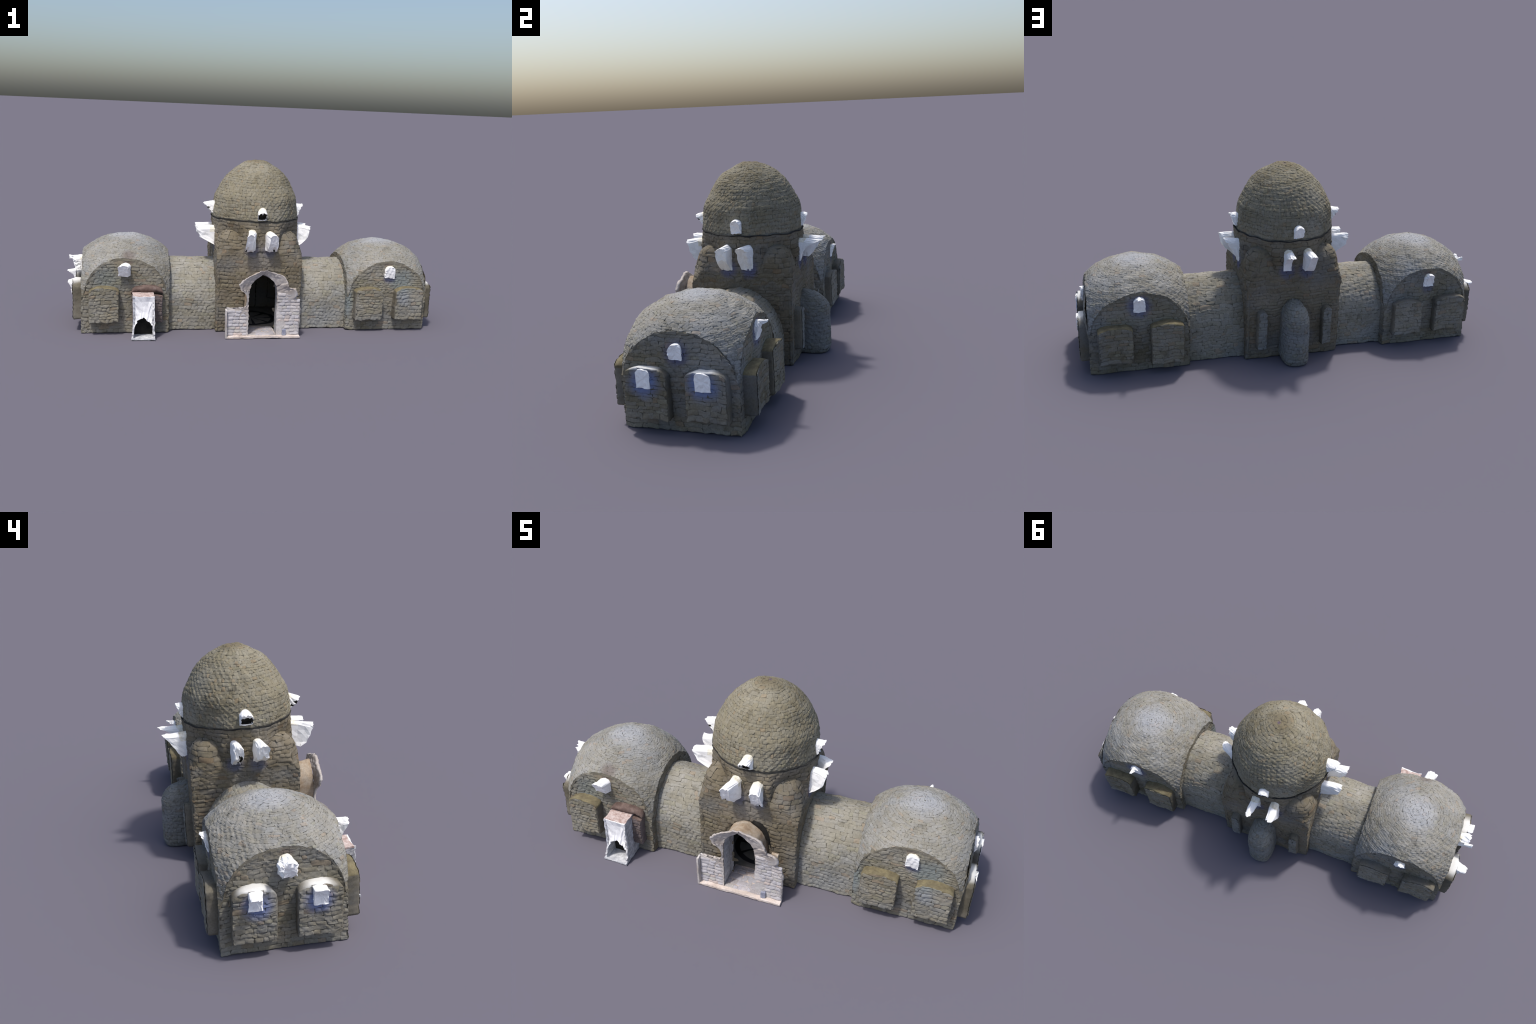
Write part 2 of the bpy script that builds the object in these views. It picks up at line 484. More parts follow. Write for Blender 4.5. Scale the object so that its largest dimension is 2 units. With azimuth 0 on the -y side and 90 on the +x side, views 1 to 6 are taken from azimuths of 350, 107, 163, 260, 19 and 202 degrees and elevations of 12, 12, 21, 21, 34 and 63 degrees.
def octagon(s, v):
    th = s * 2 * PI
    k = ((th + PI / 8) % (PI / 4)) - PI / 8
    ro = TH / np.cos(k)
    diag = np.abs(((th + PI / 4) % (PI / 2)) - PI / 4) / (PI / 4)
    ro = ro * (1 - 0.085 * np.clip(diag * 1.6 - 0.6, 0, 1) * np.clip((v - 0.40) / 0.05, 0, 1))
    t = np.clip((v - 0.50) / (RING_Z - 0.50), 0, 1)
    t = t * t * (3 - 2 * t)
    r = ro * (1 - t) + 0.2360 * (1 - 0.035 * np.clip(diag, 0, 1) ** 2) * t
    ang_n = th - k * (1 - t)
    P = np.stack([cx + r * np.cos(th), cy + r * np.sin(th) * (YK * (1 - t) + t), v], -1)
    return P, np.stack([np.cos(ang_n), np.sin(ang_n), 0 * th], -1)


b = Build()
for i, w in enumerate(tower_walls):
    wall_core(b, w, 56, 40, skip=in_door if i == 0 else None)
ss = np.linspace(0, 1, 97)[:-1]
P = np.zeros((16, 96, 3))
for i, v in enumerate(np.linspace(0.36, RING_Z + 0.01, 16)):
    p, nn = octagon(ss, np.full(96, v))
    P[i] = p - nn * 0.0036
b.grid(P, closed=True)
for qx, qy in ((1, 1), (-1, 1), (-1, -1), (1, -1)):      # stepped shoulders behind the corners
    G = 22
    Q = np.zeros((G, G, 3))
    for i in range(G):
        for j in range(G):
            x, y = OCT - 0.01 + (TH - 0.010 - OCT + 0.01) * i / (G - 1), OCT - 0.01 + (TH - 0.010 - OCT + 0.01) * j / (G - 1)
            t = (x + y - TH - OCT) / (TH - OCT)
            z = 0.415 - 0.070 * max(t, -0.2)
            Q[i, j] = (cx + qx * x, cy + qy * y * YK, z)
    b.grid(Q, flip=qx * qy < 0)
tower = b.object("tower", [M_JOINT], church)
sol = tower.modifiers.new("thickness", 'SOLIDIFY')
sol.thickness = 0.012
sol.offset = -1

b = Build()
for i, w in enumerate(tower_walls):
    wall_stones(b, w, 0.0180, 0.036, 0.0024, RNG, skip=in_door if i == 0 else None, tilt=-0.35, rough=0.0005)


def keep_oct(P, s, v):
    th = s * 2 * PI
    k = np.abs(((th + PI / 4) % (PI / 2)) - PI / 4)      # angle away from a main face
    return v > 0.42


V, F = lay_stones(octagon, lambda v: 2 * PI * 0.232, 0.425, RING_Z - 0.004, 0.0178, 0.036, 0.0027, RNG, keep=keep_oct, tilt=-0.3, closed=True)
b.add(V, F.tolist())
masonry("masonry", b, M_TOWER, tower)

# ---- squinches: rounded bulges over the corners
SQ_Z = [0.345, 0.370, 0.400, 0.430, 0.460, 0.495, 0.518, 0.533, 0.541]
SQ_OUT = [0.175, 0.160, 0.142, 0.128, 0.119, 0.108, 0.088, 0.058, 0.004]     # reach along the diagonal
SQ_LAT = [0.185, 0.160, 0.122, 0.100, 0.087, 0.078, 0.063, 0.042, 0.003]     # half width


def squinch(qx, qy, lean):
    """A niche seen from behind: a round-headed lobe that flares below into the square corner."""
    d = np.array([qx, qy]) / math.sqrt(2)
    lat = np.array([-d[1], d[0]])
    c0, top = 0.165, SQ_Z[-1]
    zz = np.linspace(SQ_Z[0], top, 120)
    ker = np.ones(9) / 9
    sm = lambda y: np.convolve(np.pad(np.interp(zz, SQ_Z, y), 4, mode='edge'), ker, 'valid')
    out, wid = sm(SQ_OUT) + lean, sm(SQ_LAT)
    slope = np.gradient(out, zz)

    def surf(s, v):
        a = (s - 0.5) * PI
        o, w, sl = np.interp(v, zz, out), np.interp(v, zz, wid), np.interp(v, zz, slope)
        x, y = c0 + o * np.cos(a), w * np.sin(a)
        P = np.zeros((len(s), 3))
        P[:, :2] = x[:, None] * d + y[:, None] * lat
        P[:, 0] = TC[0] + np.clip(P[:, 0], -TH - 0.001, TH + 0.001)
        P[:, 1] = TC[1] + np.clip(P[:, 1] * YK, -TH * YK - 0.001, TH * YK + 0.001)
        P[:, 2] = v
        nx, ny = np.cos(a) / o, np.sin(a) / w
        nl = np.hypot(nx, ny)
        Nn = np.zeros_like(P)
        Nn[:, :2] = (nx / nl)[:, None] * d + (ny / nl)[:, None] * lat
        Nn[:, 2] = np.clip(-sl, -0.3, 2.5)
        return P, Nn / np.linalg.norm(Nn, axis=1)[:, None]
    b = Build()
    P = np.zeros((18, 25, 3))
    for i, v in enumerate(np.linspace(0.35, top - 0.0005, 18)):
        p, nn = surf(np.linspace(0, 1, 25), np.full(25, v))
        P[i] = p - nn * 0.003
    b.grid(P, 0)

    V, F = lay_stones(surf, lambda v: max(0.02, 2.7 * np.interp(v, zz, wid)), 0.352, top - 0.002, 0.0175, 0.030, 0.0024, RNG, tilt=-0.35)
    b.add(V, F.tolist(), 1)
    b.object("squinch", [M_JOINT, M_TOWER], tower)


for qx, qy, lean in ((1, -1, -0.006), (1, 1, 0.002), (-1, 1, 0.006), (-1, -1, 0.004)):
    squinch(qx, qy, lean)

# ---- dark string course under the dome
b = Build()
na = 120
P = np.zeros((na, 9, 3))
for i in range(na):
    th = 2 * PI * i / na
    z = RING_Z - 0.001 + 0.006 * math.cos(th + 1.75) + 0.0012 * math.sin(5 * th) + 0.001 * math.sin(17 * th)
    for j in range(9):
        a = 2 * PI * j / 9
        dg = abs(((th + PI / 4) % (PI / 2)) - PI / 4) / (PI / 4)
        r = 0.2368 * (1 - 0.032 * dg ** 2) + 0.0030 * math.cos(a)
        P[i, j] = (cx + r * math.cos(th), cy + r * math.sin(th), z + (0.0026 + 0.0008 * math.sin(7 * th)) * math.sin(a))
PP = np.concatenate([P, P[:1]])
b.grid(PP, closed=True, flip=True)
b.object("string_course", [M_CABLE], tower)

# ---- dome
DOME = [(0.2350, 0.583), (0.2350, 0.612), (0.2305, 0.650), (0.2225, 0.697), (0.200, 0.741), (0.167, 0.797), (0.134, 0.832),
        (0.110, 0.850), (0.081, 0.867), (0.049, 0.881), (0.021, 0.8885), (0.0, 0.890)]
prof = np.array(DOME)
tt = np.linspace(0, 1, len(prof))
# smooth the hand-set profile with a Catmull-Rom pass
ext = np.vstack([2 * prof[0] - prof[1], prof, [-prof[-2][0], prof[-2][1]]])
fine = []
for i in range(1, len(ext) - 2):
    p0, p1, p2, p3 = ext[i - 1:i + 3]
    for t in np.linspace(0, 1, 12, endpoint=False):
        fine.append(0.5 * (2 * p1 + (p2 - p0) * t + (2 * p0 - 5 * p1 + 4 * p2 - p3) * t * t + (3 * p1 - p0 - 3 * p2 + p3) * t ** 3))
fine.append(prof[-1])
fine = np.array(fine)
arc = np.concatenate([[0], np.cumsum(np.linalg.norm(np.diff(fine, axis=0), axis=1))])


def dome_surf(s, v):
    v = np.clip(v, 0, arc[-1])
    r = np.interp(v, arc, fine[:, 0])
    z = np.interp(v, arc, fine[:, 1])
    e = 0.004
    dr = np.interp(np.minimum(v + e, arc[-1]), arc, fine[:, 0]) - np.interp(np.maximum(v - e, 0), arc, fine[:, 0])
    dz = np.interp(np.minimum(v + e, arc[-1]), arc, fine[:, 1]) - np.interp(np.maximum(v - e, 0), arc, fine[:, 1])
    th = s * 2 * PI
    # the west shoulder of the dome is a little flattened
    flat = 1 - 0.028 * np.exp(-((z - 0.66) / 0.075) ** 2) * np.maximum(0, np.cos(th + 0.25)) ** 1.5 - 0.035 * np.exp(-((z - 0.815) / 0.045) ** 2) * np.maximum(0, np.cos(th - 3.5)) ** 2
    ln = np.hypot(dr, dz) + 1e-9
    diag = np.abs(((th + PI / 4) % (PI / 2)) - PI / 4) / (PI / 4)
    flat = flat - 0.032 * diag ** 2 * np.exp(-((z - 0.587) / 0.055) ** 2)
    P = np.stack([cx + r * flat * np.cos(th), cy + r * flat * np.sin(th), z], -1)
    return P, np.stack([dz / ln * np.cos(th), dz / ln * np.sin(th), -dr / ln], -1)


b = Build()
P = np.zeros((40, 96, 3))
for i, v in enumerate(np.linspace(0, arc[-1], 40)):
    p, nn = dome_surf(ss, np.full(96, v))
    P[i] = p - nn * 0.0025
b.grid(P, closed=True)
dome = b.object("dome", [M_JOINT], church)
b = Build()
V, F = lay_stones(dome_surf, lambda v: 2 * PI * np.interp(v, arc, fine[:, 0]), 0.006, arc[-1] - 0.004, 0.0145, 0.0165, 0.0011, RNG,
                  rough=0.0005, wob=0.0026, tilt=-0.25, closed=True)
b.add(V, F.tolist())
masonry("masonry", b, M_DOME, dome)


# ---- blind niches (raised arched panels) on the walls
def arched_outline(w, z0, zs, zt, n=22, na=17):
    """Outline (lateral, z) counted from the lower left corner, clockwise; also a tag: 0 side, 1 arch, 2 foot."""
    pts, tag = [], []
    for t in np.linspace(0, 1, n):
        pts.append((-w / 2, z0 + (zs - z0) * t)); tag.append(0)
    for t in np.linspace(0, 1, na)[1:]:
        a = PI * t
        pts.append((-w / 2 * math.cos(a), zs + (zt - zs) * math.sin(a) ** (1.0 if zt - zs > w * .35 else 1.15))); tag.append(1)
    for t in np.linspace(0, 1, n)[1:]:
        pts.append((w / 2, zs + (z0 - zs) * t)); tag.append(0)
    for t in np.linspace(0, 1, n)[1:-1]:
        pts.append((w / 2 - w * t, z0)); tag.append(2)
    return np.array(pts), tag


FRAMES = {  # wall direction: lateral axis, outward normal
    'S': (np.array([1., 0, 0]), np.array([0., -1, 0])), 'N': (np.array([-1., 0, 0]), np.array([0., 1, 0])),
    'E': (np.array([0., 1, 0]), np.array([1., 0, 0])), 'W': (np.array([0., -1, 0]), np.array([-1., 0, 0]))}


def place(side, lateral, plane, la, z, d):
    a, nrm = FRAMES[side]
    base = np.array([lateral, plane, 0.0]) if side in 'SN' else np.array([plane, lateral, 0.0])
    return base + a * np.asarray(la)[..., None] + nrm * np.asarray(d)[..., None] + np.array([0, 0, 1.0]) * np.asarray(z)[..., None]


def blind_niche(name, side, lateral, plane, w, z0, zs, zt, depth, parent, stone, top, side_mat, course=0.0165, stones=True, relief=0.0024, slant=0.0):
    out, tag = arched_outline(w, z0, zs, zt)
    c = np.array([0.0, (z0 + zs) / 2])
    n = len(out)
    rows = []
    for inset, d in ((0, -0.02), (0, -0.006), (0, depth * 0.5), (0, depth - 0.0065), (0.002, depth - 0.003), (0.006, depth - 0.0025), (0.03, depth - 0.0025), (0.06, depth - 0.0025)):
        k = 1 - np.array([inset / (w / 2), inset / ((zs - z0) / 2)]).clip(0, 0.98)
        q = c + (out - c) * k
        rows.append(place(side, lateral, plane, q[:, 0], q[:, 1], np.full(n, d) + slant * (zt - q[:, 1])))
    b = Build()
    P = np.stack(rows)
    F, mi = [], []
    for i in range(len(rows) - 1):
        for j in range(n):
            k = (j + 1) % n
            F.append([i * n + j, i * n + k, (i + 1) * n + k, (i + 1) * n + j])
            t = max(tag[j], tag[k]) if 1 in (tag[j], tag[k]) else tag[j]
            mi.append(0 if i > 4 else (1 if t == 1 else 2))
    V = P.reshape(-1, 3)
    F.append([(len(rows) - 1) * n + j for j in range(n)])
    mi.append(0)
    b.add(V, F, mi)
    if stones:
        A, nrm = FRAMES[side]
        O = place(side, lateral, plane, -w / 2 + 0.003, 0.0, depth)

        def top_of(l):
            u = np.clip(1 - 2 * (l + 0.003) / w, -1, 1)
            return zs + (zt - zs) * np.sqrt(np.maximum(1 - u * u, 0)) ** 1.1 - 0.001
        s = rect_wall(O, A, nrm, w - 0.006, top_of, z0 + 0.002)
        wall_stones(b, s, course, min(0.034, w * 0.7), relief, RNG, mat=3, tilt=-0.3)
    return b.object(name, [M_JOINT, top, side_mat, stone], parent)


# ---- chapels
def vault_height(x, y, H, R=0.3069):
    return SPRING + H * np.sqrt(np.maximum(1 - (x * x + y * y) / (R * R), 0))


chapels = []
for ch in CHAPELS:
    (hx, hy), h, H = ch["c"], ch["h"], ch["H"]
    R = 0.3069
    wall_h = h - 0.0008

    def top(l, wall_h=wall_h, H=H):
        return vault_height(l - wall_h, wall_h, H) - 0.001
    ky = 1.016
    wy = wall_h * ky
    walls = [rect_wall((hx - wall_h, hy - wy, 0), (1, 0, 0), (0, -1, 0), 2 * wall_h, top),
             rect_wall((hx + wall_h, hy - wy, 0), (0, ky, 0), (1, 0, 0), 2 * wall_h, top, bulge=0.013 if ch['side'] > 0 else 0.0),
             rect_wall((hx + wall_h, hy + wy, 0), (-1, 0, 0), (0, 1, 0), 2 * wall_h, top),
             rect_wall((hx - wall_h, hy + wy, 0), (0, -ky, 0), (-1, 0, 0), 2 * wall_h, top)]
    b = Build()
    for w in walls:
        wall_core(b, w, 48, 20)
    chapel = b.object("side_chapel", [M_JOINT], church)
    chapels.append(chapel)
    b = Build()
    for w in walls:
        wall_stones(b, w, 0.0160, 0.034, 0.0016, RNG, tilt=-0.3)
    masonry("masonry", b, M_WALL, chapel)

    # sail vault with courses running in rings round its crown
    phi = np.linspace(0, PI / 2, 400)
    alen = np.concatenate([[0], np.cumsum(np.hypot(np.diff(R * np.sin(phi)), np.diff(H * np.cos(phi))))])

    def vsurf(s, v, hx=hx, hy=hy, h=h, H=H, phi=phi, alen=alen):
        ph = np.interp(v, alen, phi)
        rho = R * np.sin(ph)
        th = s * 2 * PI
        x, y = np.clip(rho * np.cos(th), -h, h), np.clip(rho * np.sin(th), -h, h)
        z = vault_height(x, y, H)
        Nn = np.stack([x / R ** 2, y / R ** 2, (z - SPRING) / H ** 2 + 1e-3], -1)
        # soft hollow just above each lunette, as the scan shows
        return np.stack([hx + x, hy + y * 1.016, z], -1), Nn / np.linalg.norm(Nn, axis=1)[:, None]

    def keepv(P, s, v, hx=hx, hy=hy, h=h, phi=phi, alen=alen):
        rho = R * np.sin(np.interp(v, alen, phi))
        th = s * 2 * PI
        return np.maximum(np.abs(rho * np.cos(th)), np.abs(rho * np.sin(th))) < h + 0.002

    g = np.linspace(-h, h, 61)
    X, Y = np.meshgrid(g, g)
    Q = np.stack([hx + X, hy + Y * ky, vault_height(X, Y, H) - 0.0028], -1)
    b = Build()
    b.grid(Q)
    rim = []
    for i in range(61):      # small drop at the rim of the vault
        for_side = [(g[i], -h), (h, g[i]), (-g[i], h), (-h, -g[i])]
        rim.append(for_side)
    for k in range(4):
        pts = np.array([r[k] for r in rim])
        up = np.stack([hx + pts[:, 0], hy + pts[:, 1] * ky, vault_height(pts[:, 0], pts[:, 1], H) - 0.0028], -1)
        b.grid(np.stack([up - np.array([0, 0, 0.010]), up]))
    b.object("vault", [M_JOINT], chapel)
    b = Build()
    V, F = lay_stones(vsurf, lambda v, phi=phi, alen=alen: 2 * PI * R * math.sin(np.interp(v, alen, phi)), 0.004, alen[-1],
                      0.0108, 0.020, 0.0009 if ch['side'] > 0 else 0.0007, RNG, keep=keepv, rough=0.00055, wob=0.0034, tilt=-0.3, closed=True)
    b.add(V, F.tolist())
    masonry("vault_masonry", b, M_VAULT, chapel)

E_CH, W_CH = chapels
# raised niches: side, lateral centre, wall plane, width, foot, springing, crown, depth
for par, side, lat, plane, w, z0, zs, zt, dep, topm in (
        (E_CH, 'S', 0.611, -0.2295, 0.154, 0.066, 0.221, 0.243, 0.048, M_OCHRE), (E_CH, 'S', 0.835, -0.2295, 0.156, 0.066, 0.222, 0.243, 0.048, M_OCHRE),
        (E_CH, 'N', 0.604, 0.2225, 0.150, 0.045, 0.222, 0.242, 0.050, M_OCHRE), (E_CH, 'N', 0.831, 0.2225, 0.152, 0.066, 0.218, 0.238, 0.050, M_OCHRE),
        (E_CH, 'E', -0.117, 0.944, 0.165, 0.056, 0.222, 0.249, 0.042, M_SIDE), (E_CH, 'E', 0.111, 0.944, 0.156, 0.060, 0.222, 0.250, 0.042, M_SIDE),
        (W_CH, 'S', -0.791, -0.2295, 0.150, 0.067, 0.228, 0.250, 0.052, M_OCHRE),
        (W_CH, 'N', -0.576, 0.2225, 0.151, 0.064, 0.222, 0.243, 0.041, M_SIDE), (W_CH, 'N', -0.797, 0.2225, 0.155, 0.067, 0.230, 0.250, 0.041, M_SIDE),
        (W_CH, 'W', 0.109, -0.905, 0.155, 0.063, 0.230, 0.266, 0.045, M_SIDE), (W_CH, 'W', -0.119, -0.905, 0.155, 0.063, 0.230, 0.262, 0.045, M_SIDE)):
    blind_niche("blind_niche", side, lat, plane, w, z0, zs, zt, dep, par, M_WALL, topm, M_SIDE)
# brown doorway niche behind the porch, and its projecting hood
blind_niche("doorway_niche", 'S', -0.572, -0.2295, 0.154, 0.066, 0.205, 0.212, 0.042, W_CH, M_NICHE_DARK, M_BROWN, M_NICHE_DARK)
b = Build()
rows = []
for t in np.linspace(-1, 1, 25):
    za, zb = 0.222 + 0.034 * math.sqrt(max(0, 1 - t * t)), 0.212 + 0.012 * math.sqrt(max(0, 1 - t * t))
    x = -0.572 + 0.080 * t
    rows.append([(x, -0.215, za), (x, -0.248, za), (x, -0.262, za - 0.004), (x, -0.266, (za + zb) / 2), (x, -0.256, zb), (x, -0.230, zb - 0.006), (x, -0.215, zb - 0.006)])
b.grid(np.array(rows), closed=True, flip=True)
b.add(np.array(rows[0]), [list(range(7))]); b.add(np.array(rows[-1]), [list(range(7))[::-1]])
b.object("doorway_hood", [M_BROWN], W_CH)

# ---- barrel-vaulted passages
for x0, x1, w, zs in ((cx + TH - 0.006, 0.5, 0.190, 0.140), (-0.461, cx - TH + 0.006, 0.189, 0.142)):
    rise = 0.3535 - zs
    Ltot = 2 * zs + PI * w

    def bsurf(s, v, x0=x0, x1=x1, w=w, zs=zs, rise=rise):
        x = x0 + np.clip(s, 0, 1) * (x1 - x0)
        a = np.clip((v - zs) / w, 0, PI)
        y = -w * np.sign(np.cos(a)) * np.abs(np.cos(a)) ** 1.13
        z = np.where(v < zs, v, np.where(v > zs + PI * w, 2 * zs + PI * w - v, zs + rise * np.sin(a)))
        Nn = np.stack([0 * a, -np.cos(a), np.sin(a)], -1)
        return np.stack([x, y - 0.001, np.maximum(z, 0)], -1), Nn
    b = Build()
    vv = np.linspace(0, Ltot, 70)
    P = np.zeros((70, 16, 3))
    for i, v in enumerate(vv):
        p, nn = bsurf(np.linspace(0, 1, 16), np.full(16, v))
        P[i] = p - nn * 0.0025
    b.grid(P)
    ps = b.object("vaulted_passage", [M_JOINT], church)
    b = Build()
    V, F = lay_stones(bsurf, lambda v, d=x1 - x0: d, 0.0, Ltot, 0.0160, 0.03, 0.0010, RNG, tilt=-0.2, rough=0.0004)
    b.add(V, F.tolist())
    masonry("masonry", b, M_PASS, ps)

# ---- apse on the north side
AX, AW, AY0, AYS, AYE, AZ = 0.014, 0.061, 0.222, 0.290, 0.355, 0.203
path = [(AX + AW, AY0 - 0.02), (AX + AW, AYS)]
for a in np.linspace(0, PI, 21)[1:-1]:
    e = 0.85
    path.append((AX + AW * math.copysign(abs(math.cos(a)) ** e, math.cos(a)), AYS + (AYE - AYS) * math.sin(a) ** e))
path += [(AX - AW, AYS), (AX - AW, AY0 - 0.02)]
path = np.array(path)
pl = np.concatenate([[0], np.cumsum(np.linalg.norm(np.diff(path, axis=0), axis=1))])
A_TOP, A_ARC = 0.092, 0.19


def apse_surf(s, v):
    q = np.clip(s, 0, 1) * pl[-1]
    x, y = np.interp(q, pl, path[:, 0]), np.interp(q, pl, path[:, 1])
    e = 0.004
    tx = np.interp(np.minimum(q + e, pl[-1]), pl, path[:, 0]) - np.interp(np.maximum(q - e, 0), pl, path[:, 0])
    ty = np.interp(np.minimum(q + e, pl[-1]), pl, path[:, 1]) - np.interp(np.maximum(q - e, 0), pl, path[:, 1])
    t = np.clip((v - AZ) / A_ARC, 0, 1) * PI / 2
    k = np.cos(t)
    X, Y = AX + (x - AX) * k, (AY0 - 0.02) + (y - AY0 + 0.02) * k
    Z = np.where(v < AZ, v, AZ + A_TOP * np.sin(t))
    foot = np.clip((0.03 - v) / 0.03, 0, 1) ** 2 * 0.010       # rounded foot
    ln = np.hypot(tx, ty) + 1e-9
    nx, ny = ty / ln, -tx / ln
    X, Y = X - nx * foot, Y - ny * foot
    Nn = np.stack([nx * k * 0.8 + 1e-6, ny * k * 0.8, np.sin(t) + 0 * k], -1)
    return np.stack([X, Y, Z], -1), Nn / np.linalg.norm(Nn, axis=1)[:, None]


b = Build()
P = np.zeros((40, 60, 3))
for i, v in enumerate(np.linspace(0, AZ + A_ARC, 40)):
    p, nn = apse_surf(np.linspace(0, 1, 60), np.full(60, v))
    P[i] = p - nn * 0.0022
b.grid(P)
apse = b.object("apse", [M_JOINT], church)
b = Build()
V, F = lay_stones(apse_surf, lambda v: pl[-1] * max(0.05, math.cos(min(1, max(0, (v - AZ) / A_ARC)) * PI / 2)), 0.0, AZ + A_ARC - 0.01, 0.0150, 0.022, 0.0013,
                  RNG, rough=0.0005)
b.add(V, F.tolist())
masonry("masonry", b, M_APSE, apse)

# narrow blind slits beside the apse
for lat in (0.166, -0.150):
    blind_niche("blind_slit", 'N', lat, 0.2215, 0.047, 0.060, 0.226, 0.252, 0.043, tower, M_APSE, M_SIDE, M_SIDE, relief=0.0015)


# ---- window shafts: pale ragged prisms sticking out of the wall
def window_shaft(side, lateral, plane, w, z0, z1, d_low, d_high, parent, power=1.0, shift=0.0, drop=0.0, squeeze=0.0, arch=0.35,
                 hole=None, cream=0.0, jag=0.0013, knee=None):
    def reach(f):
        if knee:
            return d_low + (d_high - d_low) * (0.75 * np.minimum(1, f / knee) + 0.25 * f)
        return d_low + (d_high - d_low) * f ** power
    out, tag = arched_outline(w, z0, z1 - arch * w, z1, 6, 13)
    n = len(out)
    zf = np.clip((out[:, 1] - z0) / (z1 - z0), 0, 1)
    D = reach(zf)
    rows = []
    rr = np.random.default_rng(int(abs(lateral * 1e4) + abs(plane * 1e5) + z0 * 1e3))
    flatq = None
    for t in (-0.25, 0.0, 0.3, 0.6, 0.85, 1.0):
        la = out[:, 0] * (1 - squeeze * max(t, 0) * (0.4 + 0.6 * zf)) + shift * max(t, 0) ** 1.3
        z = out[:, 1] - drop * max(t, 0) * zf
        d = D * t if t >= 0 else np.full(n, -0.012)
        j = jag * (0.35 + max(t, 0)) if t > 0 else 0
        flatq = (la, z)
        rows.append(place(side, lateral, plane, la + rr.normal(0, j, n) * .7, z + rr.normal(0, j, n) * .7, d + rr.normal(0, j * 1.2, n)))
    a, nrm = FRAMES[side]
    fl, fz = flatq
    ph = rr.uniform(0, 6)
    for k in (0.80, 0.45, 0.12):
        la, z = fl.mean() + (fl - fl.mean()) * k, fz.mean() + (fz - fz.mean()) * k
        zk = np.clip((z - z0) / (z1 - z0), 0, 1)
        d = reach(zk) + jag * 0.9 * np.sin(la / w * 5 + ph + zk * 7) * (d_high > 0.02)
        rows.append(place(side, lateral, plane, la, z, d))
    R0 = len(rows)
    P = np.stack(rows)
    F, mi = [], []
    dark = set()
    if hole is not None:                    # torn opening: a patch of the front pushed in, painted black for its unlit inside
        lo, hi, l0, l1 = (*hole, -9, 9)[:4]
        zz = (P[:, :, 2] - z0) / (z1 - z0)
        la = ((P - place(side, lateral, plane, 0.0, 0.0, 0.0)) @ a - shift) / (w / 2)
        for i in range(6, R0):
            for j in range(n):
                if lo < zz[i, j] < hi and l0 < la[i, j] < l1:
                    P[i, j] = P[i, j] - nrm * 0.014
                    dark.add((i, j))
    for i in range(R0 - 1):
        for j in range(n):
            k = (j + 1) % n
            F.append([i * n + j, (i + 1) * n + j, (i + 1) * n + k, i * n + k][::-1])
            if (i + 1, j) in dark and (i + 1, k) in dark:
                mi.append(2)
            else:
                mi.append(1 if i < 2 and zf[j] > 0.72 and cream > 0 else 0)
    F.append([(R0 - 1) * n + j for j in range(n)])
    mi.append(2 if any((R0 - 1, j) in dark for j in range(n)) else 0)
    b = Build()
    b.add(P.reshape(-1, 3), F, mi)
    ob = b.object("window_shaft", [M_WHITE, M_CREAM, M_DARK], parent, smooth=False)
    return ob


tS, tN, tE, tW = cy - TH * YK, cy + TH * YK, cx + TH, cx - TH
# four small shafts at the foot of the dome
window_shaft('S', 0.0105, -0.2365, 0.044, 0.600, 0.663, 0.004, 0.046, dome, 0.8, -0.004, 0.018, 0.0, 0.5, hole=(0.10, 0.52), cream=1)
window_shaft('E', -0.001, 0.2475, 0.046, 0.597, 0.659, 0.002, 0.028, dome, 1.5, 0.0, 0.004, 0.1, 0.5)
window_shaft('N', 0.006, 0.2365, 0.046, 0.595, 0.655, 0.002, 0.026, dome, 0.8, 0.002, 0.006, 0.0, 0.5)
window_shaft('W', -0.003, -0.2255, 0.046, 0.603, 0.664, 0.003, 0.046, dome, 0.9, 0.004, 0.010, 0.0, 0.5, hole=(0.15, 0.5))
# pairs of tall shafts on the tower faces
window_shaft('S', -0.037, tS, 0.040, 0.438, 0.546, 0.034, 0.098, tower, 0.6, -0.022, 0.010, 0.0, 0.45, hole=(0.02, 0.14, -9, -.2), cream=1)
window_shaft('S', 0.054, tS, 0.046, 0.438, 0.544, 0.026, 0.082, tower, 0.6, 0.012, 0.012, 0.0, 0.45, hole=(0.03, 0.26, .05, .75), cream=1)
window_shaft('E', -0.050, tE, 0.044, 0.430, 0.545, 0.002, 0.070, tower, 1, -0.010, 0.004, 0.0, 0.45, knee=0.42)
window_shaft('E', 0.047, tE, 0.042, 0.433, 0.545, 0.002, 0.068, tower, 1.1, -0.018, 0.004, 0.0, 0.45)
window_shaft('N', 0.048, tN, 0.041, 0.438, 0.543, 0.004, 0.112, tower, 2.6, -0.004, 0.004, 0.25, 0.45, cream=1)
window_shaft('N', -0.046, tN, 0.042, 0.439, 0.542, 0.020, 0.100, tower, 0.9, 0.006, 0.006, 0.15, 0.45, cream=1)
window_shaft('W', 0.045, tW, 0.038, 0.438, 0.541, 0.004, 0.095, tower, 0.55, 0.004, 0.002, 0.1, 0.45, hole=(0.08, 0.55, 0.1, .6), knee=0.40)
window_shaft('W', -0.049, tW, 0.040, 0.440, 0.541, 0.002, 0.092, tower, 1, 0.014, 0.006, 0.0, 0.45, cream=1, knee=0.36)
